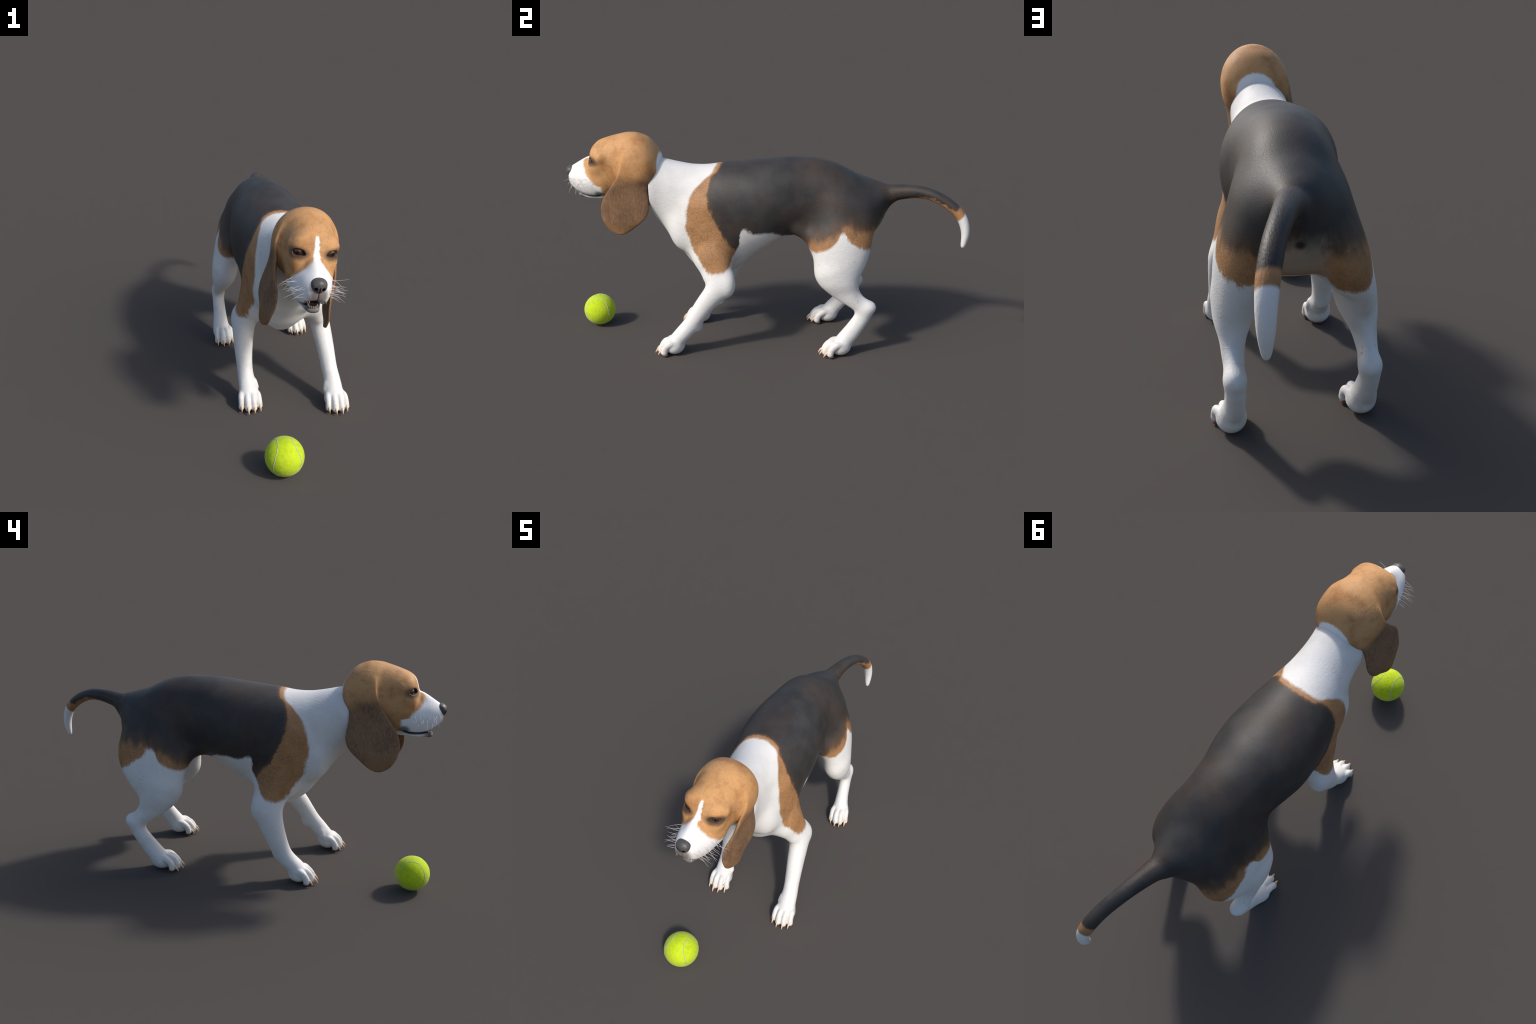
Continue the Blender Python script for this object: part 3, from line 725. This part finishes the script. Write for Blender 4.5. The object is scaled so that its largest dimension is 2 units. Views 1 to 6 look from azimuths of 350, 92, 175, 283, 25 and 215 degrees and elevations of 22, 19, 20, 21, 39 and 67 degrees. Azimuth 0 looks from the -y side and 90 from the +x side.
# ------------------------------------------------------------------- build
def build_dog():
    dog = bpy.data.objects.new("dog", None); bpy.context.collection.objects.link(dog)
    dog["label"] = "hound with black, tan and white coat and long ears"; dog["category"] = "dog"
    coat = coat_material(); tailm = tail_material(); claw_m = claw_material()
    pad_m = plain_material("paw_pad_skin", (0.22, 0.095, 0.055), 0.7, 0.3)

    F = build_body_field()
    for k, p in PAWS.items(): p.build(F, k)
    w = np.clip((F.ax[2] - 0.10) / 0.05, 0, 1)[None, None, :]               # feet keep their crisp toes
    F.D = F.D * (1 - w) + soften(F.D, 2, 3) * w
    F.D = np.maximum(F.D, (F32(0.004) - F.ax[2])[None, None, :])           # feet stand flat
    # the neck ends in a raw oblique edge behind the head
    X, Y, Z = F.mesh((slice(None),) * 3)
    F.D = np.maximum(F.D, (F32(-0.556) - Y) + 0 * X + 0 * Z)
    V, Q, N = polygonise(F, 3)
    C = V[Q].mean(1)
    ijk = np.clip(((C - F.lo) / F.h + 0.5).astype(int), 0, np.array(F.n) - 1)
    lab = F.L[tuple(ijk.T)].astype(int)
    lab[(lab == TORSO) & (C[:, 1] < -0.33)] = NECK
    lab[(lab == TAIL) & (C[:, 1] < 0.585)] = TORSO
    for fr in (FORE_L, FORE_R): lab[(lab == fr) & (C[:, 2] > 0.56)] = TORSO
    for hd in (HIND_L, HIND_R): lab[(lab == hd) & (C[:, 2] > 0.70)] = TORSO
    lab[(lab == TORSO) & (C[:, 1] < -0.33)] = NECK
    lab = clean_labels(Q, lab, len(V))
    names = {TORSO: "torso", NECK: "neck", TAIL: "tail", FORE_L: "forelimb", FORE_R: "forelimb", HIND_L: "hindlimb",
             HIND_R: "hindlimb", FF_L: "foot", FF_R: "foot", HF_L: "foot", HF_R: "foot"}
    mats = {k: coat for k in names}; mats[TAIL] = tailm
    parts = split_parts(V, Q, N, lab, names, mats, dog)
    # claws and pads
    cv, cq = horn(0.037, 0.0076, 0.9)
    base = None
    for k, p in PAWS.items():
        foot = parts[k]
        for a, d, pitch in p.claw_specs():
            if base is None:
                ob = mesh_object("claw", cv, cq, claw_m, foot); base = ob
            else:
                ob = base.copy(); bpy.context.collection.objects.link(ob); ob.parent = foot
            yaw = math.atan2(d[0], -d[1]) + random.uniform(-0.10, 0.10)
            ob.location = a - np.array(d) * 0.004; ob.rotation_euler = Matrix.Rotation(yaw, 3, 'Z').to_4x4().to_3x3().__matmul__(Matrix.Rotation(-pitch, 3, 'X')).to_euler()
            s = random.uniform(0.9, 1.08); ob.scale = (s, s, s)
        for i, (sd, fw, r) in enumerate([(0, 0.30, 0.026)] + [(s, rc - 0.17, 0.013) for s, rc in p.toes()]):
            q = p.at(fw, sd * (1.0 if i else 0), 0.008)
            ob = sphere("paw_pad", r, pad_m, foot, q, 16, (1, 1.15, 0.0075 / r))
            ob.rotation_euler = (0, 0, math.atan2(p.f[0], -p.f[1]))

    # head -------------------------------------------------------------
    H = build_head_field()
    V, Q, N = polygonise(H, 3)
    C = V[Q].mean(1)
    ijk = np.clip(((C - H.lo) / H.h + 0.5).astype(int), 0, np.array(H.n) - 1)
    lab = H.L[tuple(ijk.T)].astype(int)
    lab[(lab == EAR_L) | (lab == EAR_R)] = np.where(C[(lab == EAR_L) | (lab == EAR_R)][:, 0] > 0, EAR_L, EAR_R)
    lab = clean_labels(Q, lab, len(V), 4)
    face = head_material(); earm = ear_material()
    M = Matrix.Translation(Vector(PIVOT)) @ Matrix.Rotation(math.radians(6.8), 4, 'Y') @ Matrix.Rotation(math.radians(-2.9), 4, 'Z') @ Matrix.Translation((0, 0.65, 0))
    parts = split_parts(V, Q, N, lab, {HEAD: "head", EAR_L: "ear", EAR_R: "ear", JAW: "lower_jaw"},
                        {HEAD: face, EAR_L: earm, EAR_R: earm, JAW: face}, None)
    head = parts[HEAD]; head.parent = dog; head.matrix_local = M
    for k in (EAR_L, EAR_R, JAW):
        parts[k].parent = head; parts[k].matrix_local = Matrix.Identity(4)
    # nose: rounded pad with two nostrils
    NF = Field((-0.06, -1.01, -0.13), (0.06, -0.91, -0.02), 0.0014)
    NF.add(Ball((0, -0.954, -0.069), (0.029, 0.028, 0.021)), 0.0)
    NF.add(Ball((0, -0.962, -0.085), (0.020, 0.021, 0.021)), 0.012)
    for s in (-1, 1):
        NF.add(Ball((s * 0.0175, -0.957, -0.078), (0.013, 0.022, 0.019)), 0.008)
        NF.cut(Ball((s * 0.0145, -0.986, -0.084), (0.0068, 0.015, 0.0055), [[0.9, 0, s * 0.4], [0, 1, 0], [-s * 0.4, 0, 0.9]]), 0.003)
    NF.cut(Ball((0, -0.985, -0.092), (0.0016, 0.02, 0.014)), 0.003)
    v, q, n = polygonise(NF, 2)
    mesh_object("nose", v, q, nose_material(), head, n)
    # eyes
    em = eye_material()
    for s in (-1, 1):
        ob = sphere("eye", 0.0205, em, head, (s * EYE[0], EYE[1] - 0.003, EYE[2]), 40)
        ob.rotation_euler = (math.radians(4), 0, math.radians(s * 24))
    # mouth inside, tongue, teeth
    mesh = plain_material("mouth_lining", (0.035, 0.012, 0.014), 0.45, 0.5)
    sphere("mouth_lining", 1.0, mesh, head, (0, -0.862, -0.182), 28, (0.034, 0.042, 0.017))
    sphere("tongue", 1.0, plain_material("tongue_flesh", (0.13, 0.035, 0.06), 0.4, 0.5), head, (0, -0.885, -0.184), 24, (0.020, 0.032, 0.006))
    tooth_m = plain_material("tooth_ivory", (0.62, 0.55, 0.40), 0.35, 0.5, 0.15)
    for i in range(-3, 4):                       # lower row, canines at its ends
        a = i * 0.34
        big = abs(i) == 3
        sphere("tooth", 1.0, tooth_m, head, (0.0205 * math.sin(a), -0.898 - 0.024 * math.cos(a), -0.183 + (0.003 if big else 0)), 12,
               (0.0034 if big else 0.0027, 0.0030, 0.0085 if big else 0.0050))
    # whiskers
    wm = plain_material("whisker_hair", (0.62, 0.56, 0.55), 0.4, 0.4, 0.1)
    bpyc = 0
    for s in (-1, 1):
        roots = []
        for row in range(3):
            for c in range(6):
                roots.append((-0.945 + 0.020 * c + random.uniform(-0.006, 0.006), -0.100 - 0.017 * row + random.uniform(-0.005, 0.005)))
        for (yy, zz) in roots:
            fr = np.clip((yy + 0.955) / 0.11, 0, 1)
            x0 = s * (0.040 + 0.036 * fr); ln = random.uniform(0.040, 0.075)
            d = unit((s * random.uniform(0.8, 1.1), random.uniform(-0.55, 0.1), random.uniform(-0.35, 0.40)))
            sag = random.uniform(-0.45, 0.0)
            pts = [np.array([x0, yy, zz]) + d * ln * t + np.array([0, 0.15 * ln * t * t, sag * ln * t * t]) for t in np.linspace(-0.2, 1, 7)]
            v, q = tube(pts, [0.0010 * (1 - 0.7 * t) for t in np.linspace(0, 1, 7)], 5)
            mesh_object("whisker", v, q, wm, head)
    for i in range(18):
        xx = random.choice((-1, 1)) * random.uniform(0.013, 0.038); p0 = np.array([xx, -0.958 + abs(xx) * 0.35, random.uniform(-0.140, -0.120)])
        d = unit((xx * 8 + random.uniform(-0.3, 0.3), -0.8, random.uniform(-1.0, -0.2))); ln = random.uniform(0.010, 0.018)
        pts = [p0 + d * ln * t + np.array([0, 0, -0.3 * ln * t * t]) for t in np.linspace(-0.2, 1, 5)]
        v, q = tube(pts, [0.001 * (1 - 0.7 * t) for t in np.linspace(0, 1, 5)], 5)
        mesh_object("whisker", v, q, wm, head)
    return dog

def build_tennis_ball():
    R = 0.083; c = Vector((-0.123, -0.898, R + 0.002))
    ball = sphere("tennis_ball", R, felt_material(), None, c, 96)
    ball["label"] = "fuzzy yellow-green tennis ball with a pale curved seam"; ball["category"] = "ball"
    # the seam: one closed curve winding round the sphere
    a = 0.69; b = 0.31; pts = []
    N = 240
    for i in range(N):
        t = 2 * math.pi * i / N
        p = unit((a * math.cos(t) + b * math.cos(3 * t), a * math.sin(t) - b * math.sin(3 * t), 2 * math.sqrt(a * b) * math.sin(2 * t)))
        pts.append(p)
    V = []; Q = []; w = 0.0023
    prof = [(-1.0, -0.004), (-0.8, 0.0004), (0.0, 0.0011), (0.8, 0.0004), (1.0, -0.004)]
    for i in range(N):
        p = pts[i]; T = unit(pts[(i + 1) % N] - pts[i - 1]); S = np.cross(T, p)
        for u, hgt in prof: V.append(unit(p * R + S * u * w) * (R + hgt))
    m = len(prof)
    for i in range(N):
        for j in range(m - 1):
            x = i * m + j; y = ((i + 1) % N) * m + j; Q.append((x, x + 1, y + 1, y))
    seam = mesh_object("seam", V, Q, plain_material("pale_rubber_seam", (0.50, 0.54, 0.42), 0.6, 0.3), ball)
    ball.rotation_euler = BALL_ROT
    return ball

BALL_ROT = (0.0, 0.0, -math.pi / 4)
build_dog()
build_tennis_ball()
